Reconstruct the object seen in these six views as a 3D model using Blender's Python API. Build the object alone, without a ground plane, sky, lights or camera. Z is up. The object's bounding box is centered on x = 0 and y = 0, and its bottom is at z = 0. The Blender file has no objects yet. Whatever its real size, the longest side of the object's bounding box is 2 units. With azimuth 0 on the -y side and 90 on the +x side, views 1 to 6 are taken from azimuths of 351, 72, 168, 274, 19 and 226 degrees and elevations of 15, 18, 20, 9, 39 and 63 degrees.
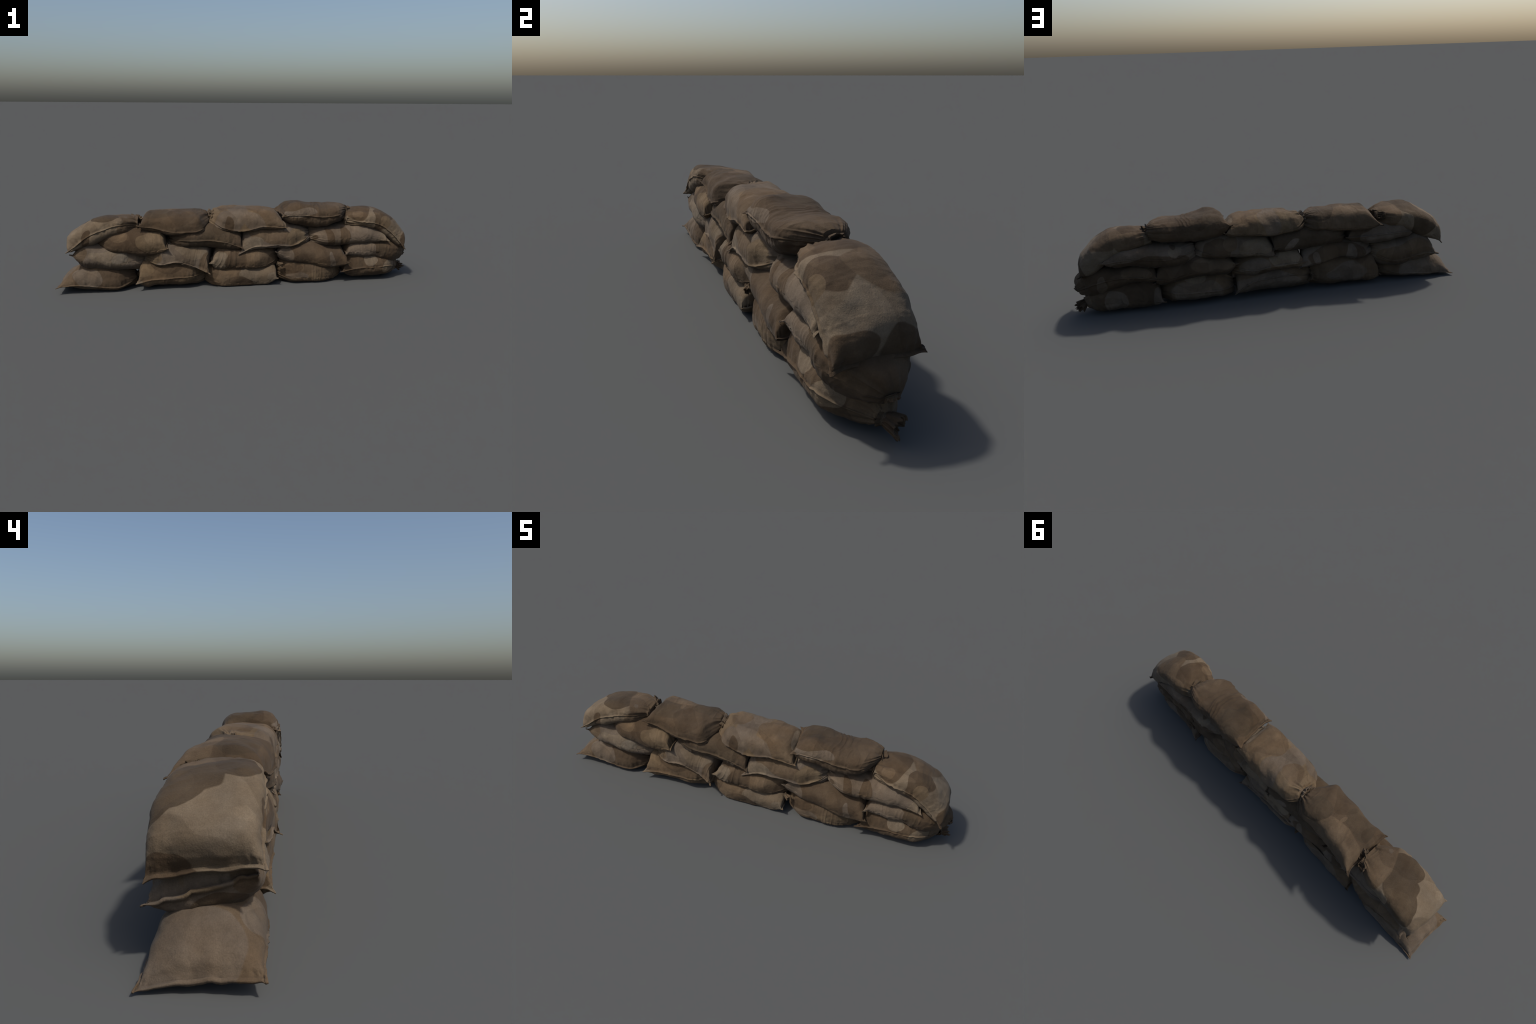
import bpy, math, random
import numpy as np
from mathutils import Vector

random.seed(7)

# --------------------------------------------------------------------------
# noise helpers (vectorised gradient-free value noise)
# --------------------------------------------------------------------------
def _hash(ix, iy, iz, seed):
    h = (ix * 374761393 + iy * 668265263 + iz * 2147483647 + seed * 1274126177) & 0xFFFFFFFF
    h = ((h ^ (h >> 13)) * 1274126177) & 0xFFFFFFFF
    h = ((h ^ (h >> 16)) * 2246822519) & 0xFFFFFFFF
    return ((h ^ (h >> 15)) & 0xFFFFFF) / float(0xFFFFFF)


def vnoise(p, seed=0):
    """smooth value noise in -1..1 for an (...,3) array"""
    p = np.asarray(p, dtype=float)
    i = np.floor(p).astype(np.int64)
    f = p - i
    f = f * f * f * (f * (f * 6 - 15) + 10)
    x, y, z = i[..., 0], i[..., 1], i[..., 2]
    fx, fy, fz = f[..., 0], f[..., 1], f[..., 2]
    r = 0.0
    for dx in (0, 1):
        wx = fx if dx else 1 - fx
        for dy in (0, 1):
            wy = fy if dy else 1 - fy
            for dz in (0, 1):
                wz = fz if dz else 1 - fz
                r = r + wx * wy * wz * _hash(x + dx, y + dy, z + dz, seed)
    return r * 2 - 1


def fbm(p, seed=0, octaves=3):
    a, r, q = 1.0, 0.0, np.asarray(p, dtype=float)
    for k in range(octaves):
        r = r + a * vnoise(q, seed + 17 * k)
        q = q * 2.03 + 5.1
        a *= 0.5
    return r


def xyz(a, b, c=0.0):
    a, b = np.broadcast_arrays(a, b)
    return np.stack([a, b, np.full(a.shape, float(c))], -1)


def hermite(ts, vals, t):
    """smooth interpolation through stations (Catmull-Rom on uneven knots)"""
    ts, vals = np.asarray(ts, float), np.asarray(vals, float)
    m = np.gradient(vals, ts, axis=0, edge_order=1)
    k = np.clip(np.searchsorted(ts, t, side='right') - 1, 0, len(ts) - 2)
    h = (ts[k + 1] - ts[k])[:, None]
    u = ((t - ts[k]) / (ts[k + 1] - ts[k]))[:, None]
    a = 2 * u**3 - 3 * u**2 + 1
    b = u**3 - 2 * u**2 + u
    c = -2 * u**3 + 3 * u**2
    d = u**3 - u**2
    return a * vals[k] + b * h * m[k] + c * vals[k + 1] + d * h * m[k + 1]


# --------------------------------------------------------------------------
# sandbag surface
# --------------------------------------------------------------------------
NU, NV = 170, 62          # rings along a bag, points across each of the two cloth panels


def sack_grid(stations, left, right, seed, lip=(1, 1), fold=1.0, boxy=2.6, taper=(0.12, 0.12),
              neck=(0.018, 0.015), ears=0.010, dents=(), lump=1.0, fold_at=None, blunt=0.6, tie=2.9,
              hem=0.010, pleat=1.0, mouth=None):
    """stations: (x, front seam y, z, back seam y, z, rise above seam, drop below seam)
    left / right: 'sewn' (flat stitched pillow end with corner ears) or 'tied' (gathered neck)"""
    st = np.array([(*q, q[0])[:8] for q in stations], float)
    F = np.stack([st[:, 0], st[:, 1], st[:, 2]], 1)
    B = np.stack([st[:, 0], st[:, 3], st[:, 4]], 1)
    B[:, 0] = st[:, 7]
    mid = (F + B) / 2
    ts = np.r_[0, np.cumsum(np.linalg.norm(np.diff(mid, axis=0), axis=1))]
    L = ts[-1]
    g = np.linspace(0, 1, NU)
    g = 0.5 * g + 0.5 * (0.5 - 0.5 * np.cos(np.pi * g))       # denser near both ends
    t = g * L
    I = hermite(ts, np.c_[F, B, st[:, 5:7]], t)
    F, B, tu, td = I[:, :3], I[:, 3:6], I[:, 6], I[:, 7]
    C, S = (F + B) / 2, (F - B) / 2
    T = np.gradient(C, t, axis=0)
    W = np.linalg.norm(S, axis=1)
    Sn = S / W[:, None]
    U = np.cross(Sn, T)
    U /= np.linalg.norm(U, axis=1)[:, None]
    d = (t, L - t)
    wf = np.ones(NU); pf = np.ones(NU)
    lipf = np.ones(NU)
    Wb = W.copy()
    earx = np.zeros(NU)
    rnd = np.zeros(NU)
    for e, kind in enumerate((left, right)):
        q = np.clip(d[e] / taper[e], 0, 1)
        if kind == 'sewn':
            q = np.clip((d[e] - hem) / (taper[e] - hem), 0, 1)
            pr = np.sin(q * np.pi / 2) ** blunt
            pf *= pr
            Wb += ears * 0.4 * np.exp(-(d[e] / 0.016)) + 0.004 * (1 - pr)
        else:
            gq = (1 - (1 - q) ** tie) ** (1 / tie)
            pf *= gq
            wf *= gq
            lipf *= np.clip(d[e] / (taper[e] * 0.7), 0, 1) ** 0.7
            rnd = np.maximum(rnd, 1 - gq)
    Wd = neck[0] + (Wb - neck[0]) * wf if 'tied' in (left, right) else Wb
    th0 = np.where(rnd > 0, neck[1] * rnd, 0.0042)
    tu = np.maximum(tu * pf, 0) + th0 * np.where(rnd > 0, 1, 1 - pf)
    td = np.maximum(td * pf, 0) + th0 * np.where(rnd > 0, 1, 1 - pf)

    # cross-section -----------------------------------------------------
    a = np.linspace(0, 1, NV)
    ang = np.pi * (a - 0.06 * np.sin(2 * np.pi * a) * 0.9)
    c, s = np.cos(ang), np.sin(ang)
    n = boxy
    cy = np.sign(c) * np.abs(c) ** (2 / n)
    sh = np.abs(s) ** (2 / n)
    ripple = lambda x, k: vnoise(xyz(x * 75, np.full_like(x, seed * 1.7 + k)), seed + k)
    panels = []
    side = Sn[:, None, :]
    up = U[:, None, :]
    for sign, th in ((1, tu), (-1, td)):
        P = C[:, None, :] + side * (cy[None, :, None] * Wd[:, None, None]) + sign * up * (sh[None, :, None] * th[:, None, None])
        panels.append(P)
    # lip (sewn hem) on the two sides
    rows = []
    wob_f = 0.0014 * ripple(t, 3) + 0.003 * vnoise(xyz(t * 14, t * 0 + seed), seed + 5)
    wob_b = 0.0014 * ripple(t, 4) + 0.003 * vnoise(xyz(t * 14, t * 0 + seed + 9), seed + 6)
    len_f = (0.0058 + 0.0026 * ripple(t, 7)) * lipf * lip[0]
    len_b = (0.0058 + 0.0026 * ripple(t, 8)) * lipf * lip[1]
    thl = 0.0022

    def lipverts(sgn, ln, wob, upper):
        edge = C + Sn * (sgn * Wd)[:, None]
        h = thl if upper else -thl
        l = np.clip(ln / 0.004, 0, 1)[:, None]
        k = 1.0 if upper else -1.0
        base = edge + Sn * (sgn * ln * 0.15)[:, None] + U * (h * l + k * 0.0030 * (1 - l) + wob[:, None] * l * 0.3)
        tip = edge + Sn * (sgn * ln)[:, None] + U * (h * 0.8 * l + k * 0.0010 * (1 - l) + wob[:, None] * l)
        return tip, base

    ft, fb = lipverts(1, len_f, wob_f, True)
    bt, bb = lipverts(-1, len_b, wob_b, True)
    ft2, fb2 = lipverts(1, len_f, wob_f, False)
    bt2, bb2 = lipverts(-1, len_b, wob_b, False)
    up_p, dn_p = panels[0][:, 1:-1], panels[1][:, 1:-1]
    grid = np.concatenate([ft[:, None], fb[:, None], up_p, bb[:, None], bt[:, None],
                           bt2[:, None], bb2[:, None], dn_p[:, ::-1], fb2[:, None], ft2[:, None]], 1)
    M = grid.shape[1]
    half = M // 2
    # coordinate across the bag (+1 front .. -1 back) and weight of cloth (0 on lips)
    cross = np.concatenate([[1, 1], cy[1:-1], [-1, -1], [-1, -1], cy[1:-1][::-1], [1, 1]])
    lf, lb = (0.0 if lip[0] > 0.1 else 1.0), (0.0 if lip[1] > 0.1 else 1.0)
    cloth = np.concatenate([[lf, lf], np.ones(NV - 2), [lb, lb], [lb, lb], np.ones(NV - 2), [lf, lf]])
    upper = np.concatenate([np.ones(half), -np.ones(half)])
    height = np.concatenate([[0, 0], sh[1:-1], [0, 0], [0, 0], sh[1:-1], [0, 0]])
    # distance to the side seam measured over the cloth
    seamd = (1 - np.abs(cross))[None, :] * Wd[:, None] + height[None, :] * np.where(upper > 0, tu[:, None], td[:, None]) * 0.8

    # sewn ends: corners reach out, middle of the end edge is drawn in ----
    for e, kind in enumerate((left, right)):
        if kind != 'sewn':
            continue
        dirn = (-T if e == 0 else T)
        fall = np.exp(-d[e] / 0.022)[:, None]
        reach = (np.abs(cross) ** 14)[None, :] * ears * 0.7 - (1 - np.abs(cross)[None, :] ** 2) * 0.006
        reach = reach + 0.004 * vnoise(xyz(cross * 3.0, cross * 0 + seed * 3.3 + e), seed + 11)[None, :]
        grid += dirn[:, None, :] * (reach * fall)[:, :, None]
        # hem at the end is wavy and stands a little up or down
        wave = 0.0050 * vnoise(xyz(cross * 6.0, cross * 0 + seed + e * 4.4), seed + 13)
        curl = 0.010 * np.sign(cross) * np.abs(cross) ** 8 * vnoise(xyz(cross * 0 + seed, np.sign(cross)), seed + 21 + e)
        grid += U[:, None, :] * ((wave + curl)[None, :] * np.exp(-d[e] / 0.02)[:, None])[:, :, None]

    # normals of the smooth sack ------------------------------------------
    du = np.gradient(grid, axis=0)
    ext = np.concatenate([grid[:, -1:], grid, grid[:, :1]], 1)
    dv = (ext[:, 2:] - ext[:, :-2]) / 2
    N = np.cross(dv, du)
    N /= np.maximum(np.linalg.norm(N, axis=2), 1e-9)[:, :, None]
    out = grid - C[:, None, :]
    N *= np.where((N * out).sum(2).mean() < 0, -1, 1)

    # relief ---------------------------------------------------------------
    lm = np.repeat(t[:, None], M, 1)                      # metres along
    vm = cross[None, :] * Wd[:, None] * upper[None, :] + (upper[None, :] * height[None, :]) * 0.05
    disp = np.zeros((NU, M))
    disp += lump * 0.0060 * vnoise(grid * 13, seed + 31) + lump * 0.0028 * vnoise(grid * 29, seed + 32)
    warp = 0.02 * vnoise(grid * 11, seed + 33)
    # cross folds: ridges running from seam to seam
    fmask = np.clip(vnoise(grid * 8 + 3.7, seed + 34) * 1.6 + 0.1, 0, 1)
    if fold_at:
        fmask = np.maximum(fmask * 0.4, np.exp(-((lm - fold_at[0]) / fold_at[1]) ** 2))
    r = 1 - np.abs(vnoise(np.stack([(lm + warp) * 55, vm * 7, upper[None, :] + 0 * lm], -1), seed + 35))
    disp += fold * fmask * 0.0034 * (r ** 2.5 - 0.35)
    r2 = 1 - np.abs(vnoise(np.stack([(lm + warp * .7) * 30 + vm * 12, vm * 16, upper[None, :] + 0 * lm], -1), seed + 36))
    disp += fold * 0.0014 * (r2 ** 4 - 0.2)
    disp += 0.0007 * vnoise(grid * 110, seed + 37)
    # puckers where the cloth meets the stitched side seams
    pk = vnoise(xyz(lm * 85, upper[None, :] * 3.1 + np.sign(cross)[None, :] + 0 * lm), seed + 38)
    lw = np.where(cross[None, :] > 0, lip[0], lip[1]) * lipf[:, None]
    disp += 0.0022 * pk * np.exp(-seamd / 0.018) * (0.35 + lw)
    for e, kind in enumerate((left, right)):
        if kind == 'sewn':
            pk = vnoise(xyz(cross[None, :] * 9 + 0 * lm, upper[None, :] * 5.3 + e + 0 * lm), seed + 39)
            disp += 0.0048 * pk * np.exp(-d[e] / 0.028)[:, None] * np.clip(d[e] / 0.006, 0, 1)[:, None]
            stitch = 0.6 + 0.5 * vnoise(xyz(cross[None, :] * 22 + 0 * lm, seed + e + 0 * lm), seed + 44)
            disp -= 0.0050 * stitch * np.exp(-((d[e] - 0.0125) / 0.0038) ** 2)[:, None]
        else:
            # radial pleats converging on the neck
            th = np.arctan2(upper * height, cross)
            cs = np.stack([np.cos(th), np.sin(th)], -1)
            near = np.exp(-d[e] / 0.05)
            pl = vnoise(np.concatenate([np.repeat(cs[None] * 4.6, NU, 0), (d[e] * 7)[:, None, None] * np.ones((1, M, 1))], 2) + seed, seed + 41 + e)
            pl = 1 - np.abs(pl) * 1.9
            rad = np.clip(np.linalg.norm(out, axis=2) / 0.05, 0.25, 1)
            disp += pleat * 0.0065 * pl * near[:, None] * rad
    fadeends = np.ones(NU)
    for e, kind in enumerate((left, right)):
        fadeends *= np.clip(d[e] / (0.02 if kind == 'sewn' else 0.004), 0.12, 1)
    grid += N * (disp * (0.12 + 0.88 * cloth)[None, :] * fadeends[:, None])[:, :, None]
    for (px, py, pz, rad, depth) in dents:
        dd = np.linalg.norm(grid - np.array([px, py, pz]), axis=2)
        grid -= N * (depth * np.exp(-(dd / rad) ** 2))[:, :, None]
    grid[:, :, 2] = np.where(grid[:, :, 2] < 0.004, 0.004 - 0.004 * np.tanh((0.004 - grid[:, :, 2]) / 0.012), grid[:, :, 2])
    ends = []
    for i, sg in ((0, -1), (-1, 1)):
        ends.append((C[i], T[i] / np.linalg.norm(T[i]) * sg, Sn[i], U[i]))
    return grid, ends


def grid_mesh(name, grid, cap=(True, True), tip=None):
    nu, m, _ = grid.shape
    V = grid.reshape(-1, 3)
    V = [tuple(v) for v in V]
    faces = []
    for i in range(nu - 1):
        for j in range(m):
            k = (j + 1) % m
            faces.append((i * m + j, i * m + k, (i + 1) * m + k, (i + 1) * m + j))
    for e, i in ((0, 0), (1, nu - 1)):
        if not cap[e]:
            continue
        o = i * m
        for j in range(m // 2 - 1):
            q = (o + j, o + m - 1 - j, o + m - 2 - j, o + j + 1)
            faces.append(q if e == 0 else q[::-1])
    me = bpy.data.meshes.new(name)
    me.from_pydata(V, [], faces)
    me.validate()
    import bmesh
    bm = bmesh.new(); bm.from_mesh(me)
    bmesh.ops.recalc_face_normals(bm, faces=bm.faces)
    bm.to_mesh(me); bm.free()
    me.polygons.foreach_set("use_smooth", [True] * len(me.polygons))
    return me


def mouth_mesh(name, base, axis, rad, length, seed, flare=2.0, droop=0.0, wide=None):
    """gathered cloth beyond the tie: pleated, flared, ragged, open collar"""
    axis = np.array(axis, float); axis /= np.linalg.norm(axis)
    ref = np.array([0, 0, 1.0]) if abs(axis[2]) < .9 else np.array([0, 1.0, 0])
    e1 = np.cross(axis, ref); e1 /= np.linalg.norm(e1)
    e2 = np.cross(axis, e1)
    ra, rb = rad
    rad = 1.0
    NM, NR = 120, 26
    th = np.linspace(0, 2 * np.pi, NM, endpoint=False)
    cs = np.stack([np.cos(th), np.sin(th), 0 * th], -1)
    pleat = 1 - 2 * np.abs(vnoise(cs * 3.4 + seed, seed))
    ragged = vnoise(cs * 4.5 + seed * 2, seed + 1)
    lay = []
    prof = list(np.linspace(-0.25, 1, NR)) + list(np.linspace(1, 0.05, 14))
    for k, h in enumerate(prof):
        inner = k >= NR
        hh = max(h, 0)
        r = rad * (1.0 + (flare - 1) * hh ** 0.8 - 0.16 * math.exp(-((h) / 0.10) ** 2))
        if h < 0:
            r = rad * (1 + 0.5 * (-h) / 0.25)
        rr = r * (1 + (0.20 + 0.16 * hh) * pleat)
        if inner:
            rr = np.maximum(rr * (0.45 + 0.45 * hh), 0.05)
        z = h * length * (1 + 0.20 * ragged * hh) + length * 0.12 * hh * np.cos(th * 2 + seed)
        p = np.array(base)[None] + e1[None] * (rr * np.cos(th) * ra)[:, None] + e2[None] * (rr * np.sin(th) * rb)[:, None] + axis[None] * z[:, None]
        p[:, 2] -= droop * hh ** 2
        p[:, 2] = np.maximum(p[:, 2], 0.0015)
        lay.append(p)
    G = np.array(lay)
    return grid_mesh(name, G, cap=(False, False))


def cord_mesh(name, base, axis, rad):
    """three turns of tie cord round the neck"""
    axis = np.array(axis, float); axis /= np.linalg.norm(axis)
    ref = np.array([0, 0, 1.0]) if abs(axis[2]) < .9 else np.array([0, 1.0, 0])
    e1 = np.cross(axis, ref); e1 /= np.linalg.norm(e1)
    e2 = np.cross(axis, e1)
    NT, NC = 120, 8
    G = []
    r0 = 0.0022
    for i in range(NT):
        u = i / (NT - 1)
        a = u * 2 * np.pi * 3
        rd = e1 * math.cos(a) * rad[0] + e2 * math.sin(a) * rad[1]
        c = np.array(base) + rd + axis * (u - 0.5) * 0.010
        rn = rd / np.linalg.norm(rd)
        G.append([c + r0 * (rn * math.cos(b) + axis * math.sin(b)) for b in np.linspace(0, 2 * np.pi, NC, endpoint=False)])
    return grid_mesh(name, np.array(G), cap=(True, True))


# --------------------------------------------------------------------------
# materials: sun-bleached printed burlap
# --------------------------------------------------------------------------
TONES = {
    'light': (0.133, 0.104, 0.073),
    'pale':  (0.149, 0.123, 0.092),
    'grey':  (0.109, 0.085, 0.063),
    'mid':   (0.096, 0.068, 0.043),
    'tan':   (0.116, 0.084, 0.052),
    'brown': (0.070, 0.049, 0.031),
    'dark':  (0.059, 0.043, 0.028),
}


class Graph:
    def __init__(self, mat):
        mat.use_nodes = True
        self.t = mat.node_tree
        self.t.nodes.clear()
        self.n = 0

    def add(self, kind, **kw):
        nd = self.t.nodes.new(kind)
        nd.location = (200 * (self.n % 12), -200 * (self.n // 12))
        self.n += 1
        for k, v in kw.items():
            setattr(nd, k, v)
        return nd

    def link(self, a, b):
        self.t.links.new(a, b)

    def noise(self, vec, scale, detail=3.0, rough=0.55):
        nd = self.add('ShaderNodeTexNoise')
        self.link(vec, nd.inputs['Vector'])
        nd.inputs['Scale'].default_value = scale
        nd.inputs['Detail'].default_value = detail
        nd.inputs['Roughness'].default_value = rough
        return nd

    def maprange(self, val, a, b, c, d, smooth=False):
        nd = self.add('ShaderNodeMapRange', interpolation_type='SMOOTHSTEP' if smooth else 'LINEAR')
        self.link(val, nd.inputs['Value'])
        for k, v in zip(('From Min', 'From Max', 'To Min', 'To Max'), (a, b, c, d)):
            nd.inputs[k].default_value = v
        return nd.outputs['Result']

    def mix(self, fac, a, b, blend='MIX'):
        nd = self.add('ShaderNodeMix', data_type='RGBA', blend_type=blend)
        if isinstance(fac, (int, float)):
            nd.inputs[0].default_value = fac
        else:
            self.link(fac, nd.inputs[0])
        for sock, v in ((nd.inputs[6], a), (nd.inputs[7], b)):
            if isinstance(v, tuple):
                sock.default_value = (*v, 1)
            else:
                self.link(v, sock)
        return nd.outputs[2]


def burlap(name, base, patches, origin, seed, gain=1.0):
    mat = bpy.data.materials.new(name)
    g = Graph(mat)
    co = g.add('ShaderNodeTexCoord').outputs['Object']
    off = g.add('ShaderNodeVectorMath', operation='ADD')
    g.link(co, off.inputs[0]); off.inputs[1].default_value = tuple(origin)
    pos = off.outputs[0]                                 # position in the wall's own frame
    shift = g.add('ShaderNodeVectorMath', operation='ADD')
    g.link(pos, shift.inputs[0]); shift.inputs[1].default_value = (seed * 3.17, seed * 1.31, seed * 0.77)
    rp = shift.outputs[0]
    wn = g.noise(rp, 8.0, 0.5)
    wc = g.add('ShaderNodeVectorMath', operation='SUBTRACT')
    g.link(wn.outputs['Color'], wc.inputs[0]); wc.inputs[1].default_value = (0.5, 0.5, 0.5)
    ws = g.add('ShaderNodeVectorMath', operation='SCALE')
    g.link(wc.outputs[0], ws.inputs[0]); ws.inputs['Scale'].default_value = 0.085
    wp = g.add('ShaderNodeVectorMath', operation='ADD')
    g.link(pos, wp.inputs[0]); g.link(ws.outputs[0], wp.inputs[1])
    warped = wp.outputs[0]
    sc = lambda c: tuple(x * gain for x in c)
    col = sc(TONES[base])
    rgb = g.add('ShaderNodeRGB'); rgb.outputs[0].default_value = (*col, 1)
    col = rgb.outputs[0]
    for tone, c, r, *rot in patches:
        mp = g.add('ShaderNodeMapping', vector_type='TEXTURE')
        g.link(warped, mp.inputs['Vector'])
        mp.inputs['Location'].default_value = c
        mp.inputs['Rotation'].default_value = tuple(math.radians(a) for a in (rot[0] if rot else (0, 0, 0)))
        mp.inputs['Scale'].default_value = r
        ln = g.add('ShaderNodeVectorMath', operation='LENGTH')
        g.link(mp.outputs[0], ln.inputs[0])
        m = g.maprange(ln.outputs['Value'], 0.97, 1.03, 1.0, 0.0, True)
        col = g.mix(m, col, sc(TONES[tone]))
    # faint second print: broad wavy bands a shade darker or lighter
    b1 = g.noise(warped, 5.5, 0.0)
    col = g.mix(g.maprange(b1.outputs[0], 0.575, 0.585, 0.0, 1.0, True), col, g.mix(1.0, col, (0.84, 0.83, 0.82), 'MULTIPLY'))
    b2 = g.noise(rp, 6.5, 0.0)
    col = g.mix(g.maprange(b2.outputs[0], 0.615, 0.625, 0.0, 1.0, True), col, g.mix(1.0, col, (1.13, 1.13, 1.12), 'MULTIPLY'))
    # wear, dust and stains
    big = g.noise(rp, 7.0, 4.0, 0.6)
    col = g.mix(1.0, col, g.mix(g.maprange(big.outputs[0], 0.3, 0.7, 0, 1), (0.80, 0.79, 0.78), (1.16, 1.16, 1.15)), 'MULTIPLY')
    st = g.noise(rp, 21.0, 5.0, 0.65)
    col = g.mix(1.0, col, g.mix(g.maprange(st.outputs[0], 0.35, 0.65, 0, 1), (0.90, 0.88, 0.86), (1.08, 1.09, 1.10)), 'MULTIPLY')
    warm = g.noise(rp, 5.0, 2.0)
    col = g.mix(g.maprange(warm.outputs[0], 0.45, 0.75, 0, 0.5), col, g.mix(1.0, col, (1.10, 0.98, 0.80), 'MULTIPLY'))
    # woven grain
    fl = g.noise(rp, 330.0, 2.0, 0.7)
    col = g.mix(1.0, col, g.mix(g.maprange(fl.outputs[0], 0.3, 0.7, 0, 1), (0.86, 0.86, 0.86), (1.13, 1.12, 1.11)), 'MULTIPLY')
    # contact shade of the creases painted in near-black by pointiness; rubbed edges
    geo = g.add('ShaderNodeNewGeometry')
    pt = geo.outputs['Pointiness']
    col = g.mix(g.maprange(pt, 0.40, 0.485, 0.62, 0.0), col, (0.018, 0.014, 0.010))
    col = g.mix(g.maprange(pt, 0.52, 0.62, 0.0, 0.18), col, g.mix(1.0, col, (1.45, 1.35, 1.2), 'MULTIPLY'))
    sx = g.add('ShaderNodeSeparateXYZ')  # downward-facing cloth tinted darker: baked occlusion shadow under each bag
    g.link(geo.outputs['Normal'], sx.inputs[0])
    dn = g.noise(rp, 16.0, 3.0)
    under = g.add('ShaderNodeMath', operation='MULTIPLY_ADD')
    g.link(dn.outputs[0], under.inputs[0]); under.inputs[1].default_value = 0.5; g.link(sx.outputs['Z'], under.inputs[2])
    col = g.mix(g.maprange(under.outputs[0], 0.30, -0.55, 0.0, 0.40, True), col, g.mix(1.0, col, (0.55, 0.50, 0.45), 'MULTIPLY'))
    # soft nap of the weave
    nap = g.noise(rp, 260.0, 3.0, 0.7)
    bump = g.add('ShaderNodeBump')
    bump.inputs['Strength'].default_value = 0.45
    bump.inputs['Distance'].default_value = 0.0022
    g.link(nap.outputs[0], bump.inputs['Height'])
    crk = g.noise(rp, 42.0, 4.0, 0.6)
    bump2 = g.add('ShaderNodeBump')
    bump2.inputs['Strength'].default_value = 0.30
    bump2.inputs['Distance'].default_value = 0.006
    g.link(crk.outputs[0], bump2.inputs['Height']); g.link(bump.outputs[0], bump2.inputs['Normal'])
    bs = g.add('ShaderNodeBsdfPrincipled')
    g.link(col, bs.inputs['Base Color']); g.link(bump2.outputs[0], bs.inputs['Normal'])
    bs.inputs['Roughness'].default_value = 0.92
    bs.inputs['Specular IOR Level'].default_value = 0.12
    bs.inputs['Sheen Weight'].default_value = 0.04
    out = g.add('ShaderNodeOutputMaterial')
    g.link(bs.outputs[0], out.inputs[0])
    return mat


def cord_material():
    mat = bpy.data.materials.new("jute_cord")
    g = Graph(mat)
    co = g.add('ShaderNodeTexCoord').outputs['Object']
    n = g.noise(co, 220.0, 2.0)
    col = g.mix(n.outputs[0], (0.05, 0.037, 0.024), (0.12, 0.09, 0.06))
    bs = g.add('ShaderNodeBsdfPrincipled')
    g.link(col, bs.inputs['Base Color']); bs.inputs['Roughness'].default_value = 0.95
    bs.inputs['Specular IOR Level'].default_value = 0.1
    out = g.add('ShaderNodeOutputMaterial'); g.link(bs.outputs[0], out.inputs[0])
    return mat


# --------------------------------------------------------------------------
# the wall: nineteen bags in four courses
# station = (x, front y, front z, back y, back z, rise, drop [, back x])
# --------------------------------------------------------------------------
BAGS = []


def bag(stations, left, right, tone='mid', patches=(), **kw):
    BAGS.append(dict(st=stations, left=left, right=right, tone=tone, patches=patches, kw=kw))


# bottom course ------------------------------------------------------------
bag([(-.994, -.116, .040, .112, .012, .09, .026, -.991), (-.88, -.120, .046, .112, .022, .102, .034), (-.78, -.118, .032, .108, .030, .116, .034),
     (-.68, -.110, .022, .104, .040, .108, .032), (-.582, -.06, .05, .06, .06, .07, .04)], 'sewn', 'tied', 'mid',
    [('brown', (-.62, -.09, .05), (.19, .14, .15)), ('grey', (-.84, -.12, .085), (.070, .07, .050)), ('grey', (-.96, .02, .07), (.12, .11, .13), (0, 0, 20)), ('grey', (-.80, .11, .06), (.12, .06, .06))],
    lip=(1, .7), taper=(.14, .075), fold=.5, ears=.010, boxy=2.15)
bag([(-.574, -.120, .045, .110, .046, .105, .040, -.578), (-.50, -.116, .057, .114, .055, .108, .052), (-.40, -.112, .060, .110, .060, .115, .058),
     (-.30, -.112, .067, .108, .066, .110, .064), (-.198, -.05, .070, .070, .075, .07, .06)], 'sewn', 'tied', 'mid',
    [('light', (-.57, -.13, .055), (.030, .05, .025)), ('tan', (-.30, -.13, .035), (.065, .05, .028)), ('tan', (-.53, -.10, .13), (.05, .07, .045)), ('brown', (-.40, -.07, .14), (.10, .08, .05)), ('grey', (-.40, .11, .08), (.12, .05, .05))],
    lip=(1, 0), taper=(.055, .06), ears=.012, blunt=.45, mouth=dict(axis=(.5, .75, .1), length=.026, flare=1.5, size=.9, shift=(-.002, .055, 0)))
bag([(-.212, -.06, .050, .06, .065, .06, .05), (-.12, -.108, .025, .102, .100, .076, .062), (0.0, -.112, .016, .104, .096, .080, .056),
     (.10, -.115, .018, .108, .090, .078, .054), (.194, -.118, .038, .108, .036, .095, .034, .200)], 'tied', 'sewn', 'mid',
    [('light', (.13, -.13, .05), (.14, .08, .085), (0, 15, 0)), ('brown', (-.19, -.10, .08), (.05, .08, .06)), ('grey', (.05, .11, .06), (.20, .06, .07)), ('pale', (.155, -.125, .055), (.035, .03, .022)), ('brown', (-.02, -.13, .02), (.09, .05, .03))],
    lip=(0, 1), taper=(.06, .055), fold=.6, blunt=.4, ears=.009)
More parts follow.
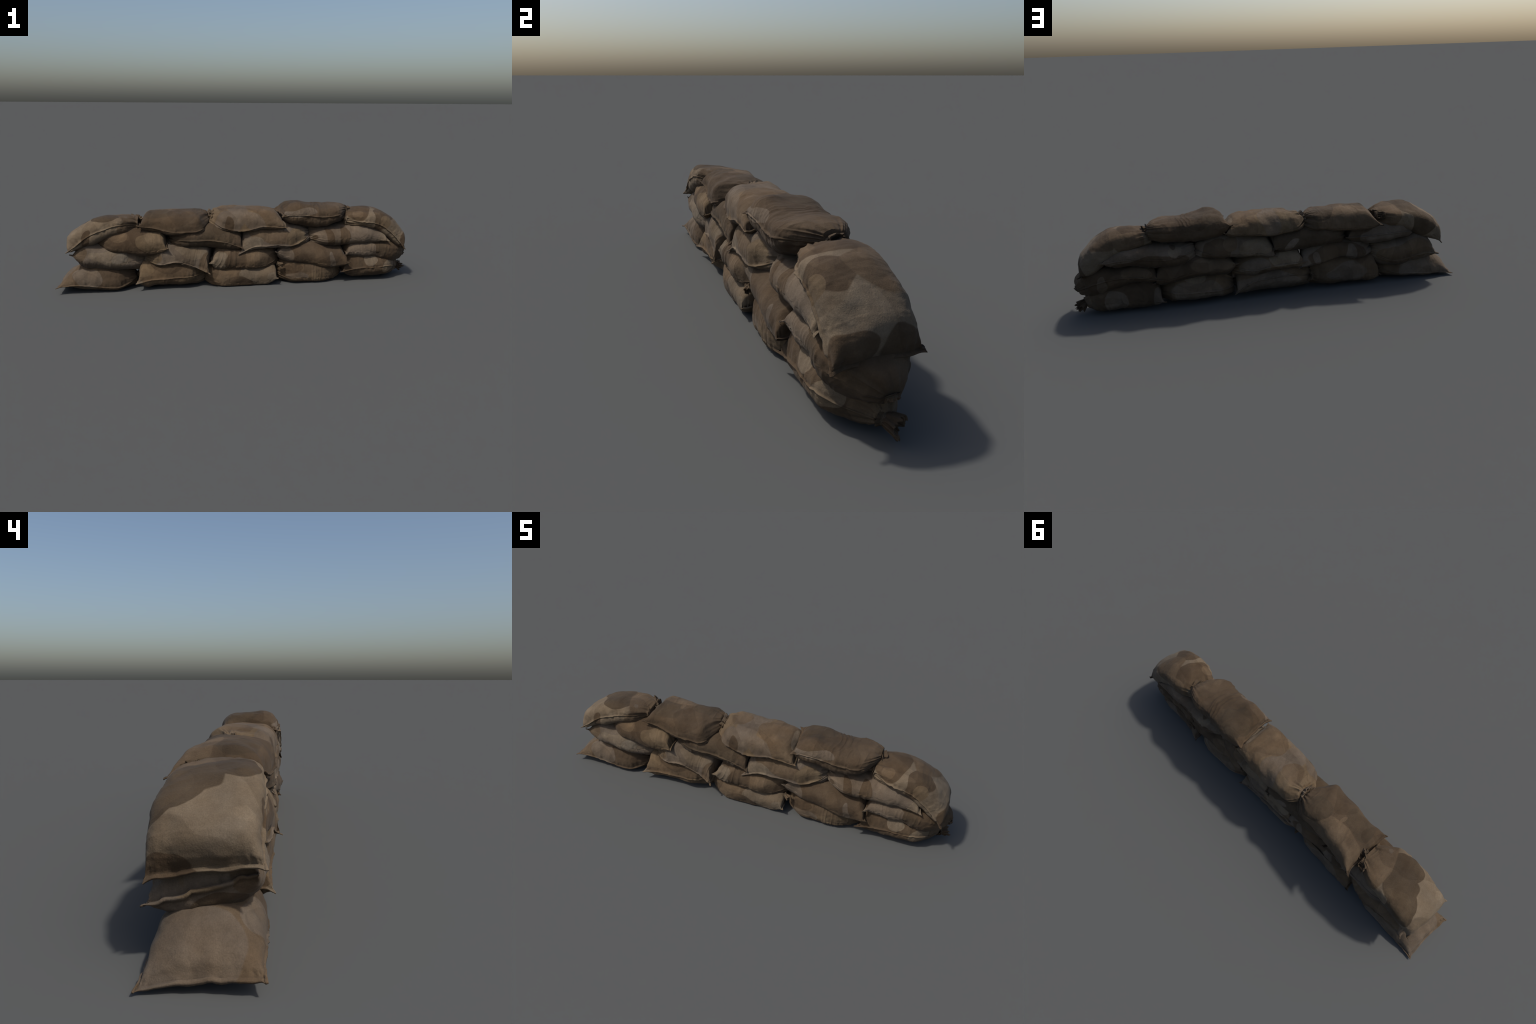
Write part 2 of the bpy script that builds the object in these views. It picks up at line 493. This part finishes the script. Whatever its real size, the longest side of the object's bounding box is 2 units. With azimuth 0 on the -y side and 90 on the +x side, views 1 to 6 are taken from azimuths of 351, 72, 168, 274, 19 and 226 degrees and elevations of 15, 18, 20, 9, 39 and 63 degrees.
bag([(.200, -.06, .060, .07, .060, .065, .05), (.28, -.110, .042, .106, .062, .105, .050), (.37, -.112, .032, .112, .068, .105, .048),
     (.47, -.110, .028, .112, .072, .095, .048), (.580, -.05, .042, .06, .080, .055, .042)], 'tied', 'tied', 'mid',
    [('brown', (.26, -.12, .09), (.07, .06, .04)), ('grey', (.30, -.12, .040), (.075, .06, .020), (0, 6, 0)), ('tan', (.46, -.10, .055), (.10, .07, .036), (0, -10, 0)), ('light', (.40, .12, .135), (.05, .05, .025)), ('grey', (.4, .11, .06), (.13, .06, .06))],
    lip=(0, 1), taper=(.055, .075))
bag([(.568, -.114, .058, .122, .040, .11, .04, .560), (.65, -.113, .076, .104, .055, .108, .060), (.75, -.112, .078, .100, .056, .102, .062),
     (.85, -.104, .080, .094, .062, .080, .064), (.938, -.022, .052, .052, .050, .045, .046)], 'sewn', 'tied', 'brown',
    [('light', (.73, -.11, .115), (.040, .06, .045), (0, 15, 0)), ('light', (.855, -.105, .085), (.048, .06, .05)), ('grey', (.79, .11, .06), (.05, .06, .07)), ('mid', (.62, -.1, .02), (.08, .06, .035)), ('grey', (.58, .11, .07), (.04, .05, .06)), ('mid', (.93, .0, .06), (.06, .08, .06))],
    lip=(1, 0), taper=(.07, .085), ears=.017, tie=2.4, mouth=dict(axis=(.70, .62, -.15), length=.042, flare=1.6, droop=.006))
# second course --------------------------------------------------------------
bag([(-.908, -.102, .206, .112, .134, .070, .075, -.898), (-.83, -.110, .205, .110, .140, .100, .070), (-.74, -.114, .190, .112, .125, .088, .064),
     (-.65, -.114, .165, .114, .120, .088, .052), (-.530, -.06, .155, .07, .165, .06, .055)], 'sewn', 'tied', 'grey',
    [('light', (-.71, -.12, .175), (.10, .06, .038), (0, 14, 0)), ('pale', (-.66, -.125, .17), (.042, .03, .024)), ('brown', (-.90, -.05, .135), (.05, .09, .035)), ('tan', (-.93, .05, .18), (.05, .1, .04)), ('mid', (-.70, .13, .17), (.22, .05, .08)), ('mid', (-.87, -.1, .21), (.06, .06, .05))],
    lip=(0, 1), taper=(.08, .07), ears=.012, blunt=.5)
bag([(-.542, -.06, .165, .07, .190, .055, .040), (-.45, -.110, .142, .110, .168, .092, .024), (-.36, -.115, .152, .110, .176, .092, .020),
     (-.27, -.116, .124, .110, .160, .104, .020), (-.190, -.130, .092, .112, .148, .11, .018, -.136)], 'tied', 'sewn', 'grey',
    [('light', (-.27, -.115, .21), (.085, .05, .024), (0, 10, 0)), ('tan', (-.50, -.11, .17), (.055, .06, .045)), ('mid', (-.20, -.12, .14), (.045, .08, .07)), ('brown', (-.33, .12, .2), (.20, .05, .09)), ('grey', (-.235, .13, .19), (.024, .05, .08), (0, 20, 0)), ('grey', (-.42, .13, .19), (.034, .05, .08))],
    lip=(1, 0), taper=(.055, .05), ears=.015, fold=.8, blunt=.4)
bag([(-.180, -.108, .140, .106, .162, .08, .04, -.168), (-.11, -.114, .118, .114, .164, .092, .036), (-.01, -.117, .116, .112, .162, .092, .034),
     (.09, -.116, .110, .112, .150, .096, .034), (.208, -.06, .140, .07, .165, .060, .045)], 'sewn', 'tied', 'mid',
    [('light', (-.16, -.12, .15), (.085, .09, .07)), ('brown', (-.035, -.12, .16), (.058, .08, .08), (0, 20, 0)), ('light', (-.08, .12, .22), (.09, .05, .06)), ('brown', (.17, -.1, .12), (.05, .08, .05)), ('grey', (.1, .12, .17), (.1, .05, .06)), ('brown', (.0, .12, .12), (.1, .05, .03))],
    lip=(0, 1), taper=(.040, .055), ears=.008, blunt=.36, mouth=dict(axis=(.8, -.35, -.25), length=.024, flare=1.4, size=.5, shift=(-.010, -.106, -.034)))
bag([(.186, -.106, .180, .104, .195, .055, .05), (.28, -.115, .152, .110, .180, .070, .048), (.39, -.119, .127, .112, .182, .085, .044),
     (.50, -.123, .102, .111, .162, .090, .030), (.602, -.126, .110, .112, .142, .085, .028, .596)], 'sewn', 'sewn', 'brown',
    [('grey', (.21, -.12, .175), (.065, .07, .06), (0, 20, 0)), ('grey', (.50, -.13, .135), (.018, .05, .050), (0, 10, 0)), ('mid', (.30, .1, .22), (.12, .06, .05)), ('mid', (.36, -.13, .10), (.11, .05, .035)), ('brown', (.5, .11, .17), (.08, .05, .06))],
    lip=(0, 0), taper=(.06, .05), ears=.012, fold=.5, blunt=.5)
bag([(.586, -.108, .172, .108, .152, .05, .034, .565), (.67, -.114, .172, .110, .180, .062, .042), (.77, -.114, .168, .112, .188, .060, .056),
     (.87, -.110, .160, .106, .175, .065, .080), (.966, -.03, .126, .058, .126, .055, .055)], 'sewn', 'tied', 'brown',
    [('grey', (.69, -.12, .175), (.120, .08, .07)), ('light', (.645, -.125, .185), (.03, .03, .03)), ('mid', (.68, .12, .2), (.08, .05, .04)), ('dark', (.80, -.12, .2), (.03, .05, .05)), ('grey', (.83, .12, .14), (.03, .05, .06))],
    lip=(0, 1), taper=(.06, .085), ears=.018, fold=1.0, tie=2.2, pleat=1.6, mouth=dict(axis=(.6, .1, -.8), length=.010, flare=1.1, size=.8))
# third course ---------------------------------------------------------------
bag([(-.800, -.06, .262, .07, .262, .045, .040), (-.70, -.110, .242, .108, .270, .080, .045), (-.60, -.117, .224, .110, .270, .092, .045),
     (-.50, -.119, .216, .110, .268, .092, .042), (-.408, -.122, .232, .106, .270, .075, .032, -.388)], 'tied', 'sewn', 'brown',
    [('tan', (-.47, -.13, .27), (.10, .10, .070), (0, 12, 0)), ('mid', (-.68, -.1, .31), (.06, .07, .03)), ('grey', (-.6, .11, .27), (.16, .06, .06))],
    lip=(0, .8), taper=(.09, .045), ears=.010, fold=.4, blunt=.4)
bag([(-.392, -.07, .266, .07, .280, .045, .045), (-.30, -.113, .268, .106, .285, .062, .056), (-.18, -.115, .266, .110, .280, .080, .058),
     (-.09, -.114, .250, .110, .270, .076, .050), (-.004, -.108, .222, .108, .254, .080, .030, .006)], 'tied', 'sewn', 'dark',
    [('brown', (-.03, -.12, .25), (.04, .06, .06)), ('grey', (-.10, .12, .275), (.05, .04, .022), (0, 20, 0)), ('brown', (-.3, -.11, .3), (.07, .06, .03))],
    lip=(1, 0), taper=(.05, .05), ears=.008, blunt=.42)
bag([(-.018, -.104, .190, .104, .216, .07, .02, -.010), (.07, -.112, .222, .110, .240, .095, .028), (.17, -.116, .228, .112, .252, .100, .032),
     (.28, -.112, .224, .110, .256, .105, .030), (.392, -.06, .265, .06, .282, .055, .04)], 'sewn', 'tied', 'grey',
    [('mid', (.16, -.12, .28), (.13, .12, .055), (0, 8, 0)), ('light', (.06, -.12, .23), (.065, .05, .035)), ('tan', (.30, -.12, .275), (.065, .09, .065)), ('light', (.08, .12, .27), (.08, .06, .05)), ('brown', (.3, .1, .28), (.09, .06, .08)), ('mid', (.21, .12, .31), (.045, .05, .04))],
    lip=(1, 0), taper=(.075, .055), ears=.016, blunt=.5)
bag([(.378, -.06, .262, .06, .282, .045, .045), (.47, -.112, .254, .110, .264, .060, .056), (.57, -.115, .252, .114, .262, .068, .058),
     (.70, -.116, .254, .114, .278, .066, .052), (.832, -.114, .234, .106, .268, .058, .026)], 'tied', 'sewn', 'grey',
    [('brown', (.40, -.12, .245), (.028, .05, .024)), ('brown', (.49, -.12, .25), (.018, .08, .09), (0, -10, 0)), ('brown', (.57, -.12, .26), (.028, .08, .09), (0, -14, 0)), ('light', (.82, -.12, .25), (.042, .08, .07), (0, 18, 0)), ('brown', (.60, .12, .235), (.20, .05, .035)), ('light', (.49, .11, .30), (.05, .05, .05), (0, 40, 0)), ('brown', (.5, .11, .31), (.03, .06, .035), (0, 40, 0))],
    lip=(0, .8), taper=(.055, .08), ears=.012, fold=.8, fold_at=(.20, .07), blunt=.5)
# top course -----------------------------------------------------------------
bag([(-.925, -.114, .224, .108, .196, .045, .020, -.915), (-.885, -.113, .258, .112, .232, .062, .034), (-.82, -.113, .306, .113, .280, .068, .058),
     (-.73, -.110, .343, .114, .322, .062, .052), (-.65, -.100, .358, .112, .345, .042, .050), (-.563, -.03, .346, .06, .354, .030, .060)], 'sewn', 'tied', 'light',
    [('dark', (-.765, .035, .385), (.098, .088, .11), (0, 0, -30)), ('dark', (-.815, .095, .33), (.065, .06, .085)), ('dark', (-.685, -.015, .405), (.055, .05, .05)), ('dark', (-.735, -.055, .412), (.085, .075, .040)), ('dark', (-.825, .055, .355), (.05, .05, .055)), ('mid', (-.605, .05, .36), (.085, .16, .12), (0, 0, -10)), ('grey', (-.645, -.06, .37), (.028, .028, .035)), ('brown', (-.832, -.125, .290), (.030, .035, .055), (0, 25, 0)), ('brown', (-.945, .065, .225), (.04, .075, .055)), ('mid', (-.60, -.1, .34), (.10, .03, .04))],
    lip=(1, 0), taper=(.055, .085), ears=.010, fold=.5, blunt=.5, neck=(.074, .030), pleat=1.2, boxy=3.5, mouth=dict(axis=(.45, .40, .45), length=.018, flare=1.3, size=.5, shift=(-.012, .040, .010)))
bag([(-.558, -.096, .350, .142, .340, .058, .024, -.562), (-.48, -.098, .338, .126, .330, .086, .030), (-.39, -.106, .318, .112, .325, .095, .026),
     (-.30, -.114, .316, .100, .338, .090, .020), (-.225, -.112, .326, .102, .346, .080, .024), (-.170, -.02, .354, .07, .364, .060, .040)], 'sewn', 'tied', 'brown',
    [('mid', (-.42, .10, .38), (.19, .085, .09)), ('dark', (-.46, -.05, .42), (.10, .07, .05)), ('mid', (-.545, .093, .40), (.032, .036, .05)), ('mid', (-.384, -.002, .43), (.016, .032, .04)), ('brown', (-.3, -.09, .34), (.09, .08, .05), (0, 15, 0)), ('dark', (-.26, .05, .42), (.07, .06, .05))],
    lip=(1, 0), taper=(.055, .075), ears=.012, fold=.5, blunt=.42, boxy=3.0, tie=3.2, pleat=1.2, neck=(.026, .02), mouth=dict(axis=(.7, 0, .35), length=.018, flare=1.3))
bag([(-.170, -.03, .370, .06, .382, .050, .045), (-.130, -.092, .342, .098, .358, .078, .030), (-.08, -.104, .324, .108, .345, .096, .022), (0.0, -.113, .314, .112, .338, .104, .018),
     (.11, -.115, .335, .114, .345, .084, .020), (.236, -.112, .324, .096, .350, .058, .024)], 'tied', 'sewn', 'tan',
    [('mid', (.15, -.04, .37), (.095, .22, .12), (0, -25, 0)), ('grey', (-.015, -.02, .40), (.055, .20, .16), (0, 14, -12)), ('mid', (-.075, .015, .43), (.040, .06, .06)), ('grey', (-.10, -.11, .38), (.045, .06, .07)), ('brown', (-.07, -.11, .35), (.020, .06, .055), (0, -15, 0)), ('mid', (.055, -.02, .43), (.030, .055, .05)), ('grey', (.06, -.12, .36), (.055, .06, .09), (0, -35, 0)), ('light', (.205, .0, .41), (.020, .07, .06))],
    lip=(.8, 0), taper=(.055, .07), ears=.009, fold=.5, blunt=.45, boxy=3.0, tie=3.4, pleat=1.2, neck=(.034, .024), mouth=dict(axis=(-.7, 0, .3), length=.016, flare=1.2))
bag([(.220, -.106, .392, .088, .390, .050, .05, .203), (.30, -.110, .390, .104, .388, .066, .062), (.38, -.110, .384, .100, .384, .060, .066),
     (.46, -.110, .378, .098, .384, .051, .062), (.54, -.104, .388, .098, .388, .047, .056), (.606, -.01, .385, .06, .388, .035, .042)], 'sewn', 'tied', 'brown',
    [('dark', (.30, .03, .45), (.085, .085, .06)), ('brown', (.49, -.02, .43), (.10, .13, .07)), ('grey', (.32, -.12, .41), (.09, .05, .020))],
    lip=(1, 0), taper=(.06, .05), ears=.008, fold=1.25, boxy=3.0, tie=3.4, blunt=.5, fold_at=(.22, .06), pleat=1.3, neck=(.03, .02), mouth=dict(axis=(.8, .2, -.1), length=.016, flare=1.2))
bag([(.592, -.06, .350, .06, .366, .035, .040), (.70, -.115, .342, .100, .350, .060, .042), (.77, -.115, .328, .098, .328, .070, .042),
     (.84, -.115, .284, .099, .284, .074, .042), (.898, -.115, .226, .106, .234, .064, .030), (.930, -.110, .182, .104, .206, .036, .015, .940)], 'tied', 'sewn', 'light',
    [('brown', (.660, -.03, .40), (.072, .105, .058)), ('brown', (.80, -.065, .365), (.058, .070, .075), (0, 30, 0)), ('mid', (.80, .05, .375), (.100, .075, .07), (0, 30, 0)), ('tan', (.815, -.118, .335), (.022, .028, .025)), ('brown', (.955, -.085, .225), (.06, .082, .068)), ('brown', (.965, .055, .220), (.06, .085, .095)), ('mid', (.68, .10, .36), (.08, .06, .06)), ('mid', (.64, -.09, .41), (.03, .04, .04))],
    lip=(1, 0), taper=(.05, .05), ears=.006, fold=.35, blunt=.45, tie=3.4, boxy=3.3, neck=(.075, .020), mouth=dict(axis=(-.8, .1, .1), length=.012, flare=1.1, size=.6))

# --------------------------------------------------------------------------
root = bpy.data.objects.new("sandbag_wall", None)
root["label"] = "low four-course wall of stacked camouflage sandbags"
root["category"] = "sandbag wall"
bpy.context.scene.collection.objects.link(root)
cord = cord_material()


def place(name, me, loc, parent, mat):
    ob = bpy.data.objects.new(name, me)
    bpy.context.scene.collection.objects.link(ob)
    me.transform(__import__('mathutils').Matrix.Translation(-Vector(loc)))
    ob.parent = parent
    wl = Vector(loc)
    if parent is not root:
        wl = wl - Vector(parent.location)
    ob.location = wl
    me.materials.append(mat)
    return ob


for k, b in enumerate(BAGS):
    seed = 101 + 37 * k
    grid, ends = sack_grid(b['st'], b['left'], b['right'], seed, **b['kw'])
    loc = tuple(grid.reshape(-1, 3).mean(0))
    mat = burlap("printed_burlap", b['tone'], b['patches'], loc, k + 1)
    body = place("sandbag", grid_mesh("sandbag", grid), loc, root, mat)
    for e, kind in enumerate((b['left'], b['right'])):
        if kind != 'tied':
            continue
        base, ax, sn, up = ends[e]
        nr = np.array(b['kw'].get('neck', (.018, .015)))
        opt = (b['kw'].get('mouth') or {})
        length, flare = opt.get('length', .014), opt.get('flare', 1.15)
        ax = np.array(opt.get('axis', ax), float)
        base = np.array(base) + np.array(opt.get('shift', (0, 0, 0)))
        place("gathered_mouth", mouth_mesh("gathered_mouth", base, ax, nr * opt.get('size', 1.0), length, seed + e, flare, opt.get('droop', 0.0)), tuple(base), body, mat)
        place("tie_cord", cord_mesh("tie_cord", base, ax, nr * 1.0 * opt.get('size', 1.0)), tuple(base), body, cord)
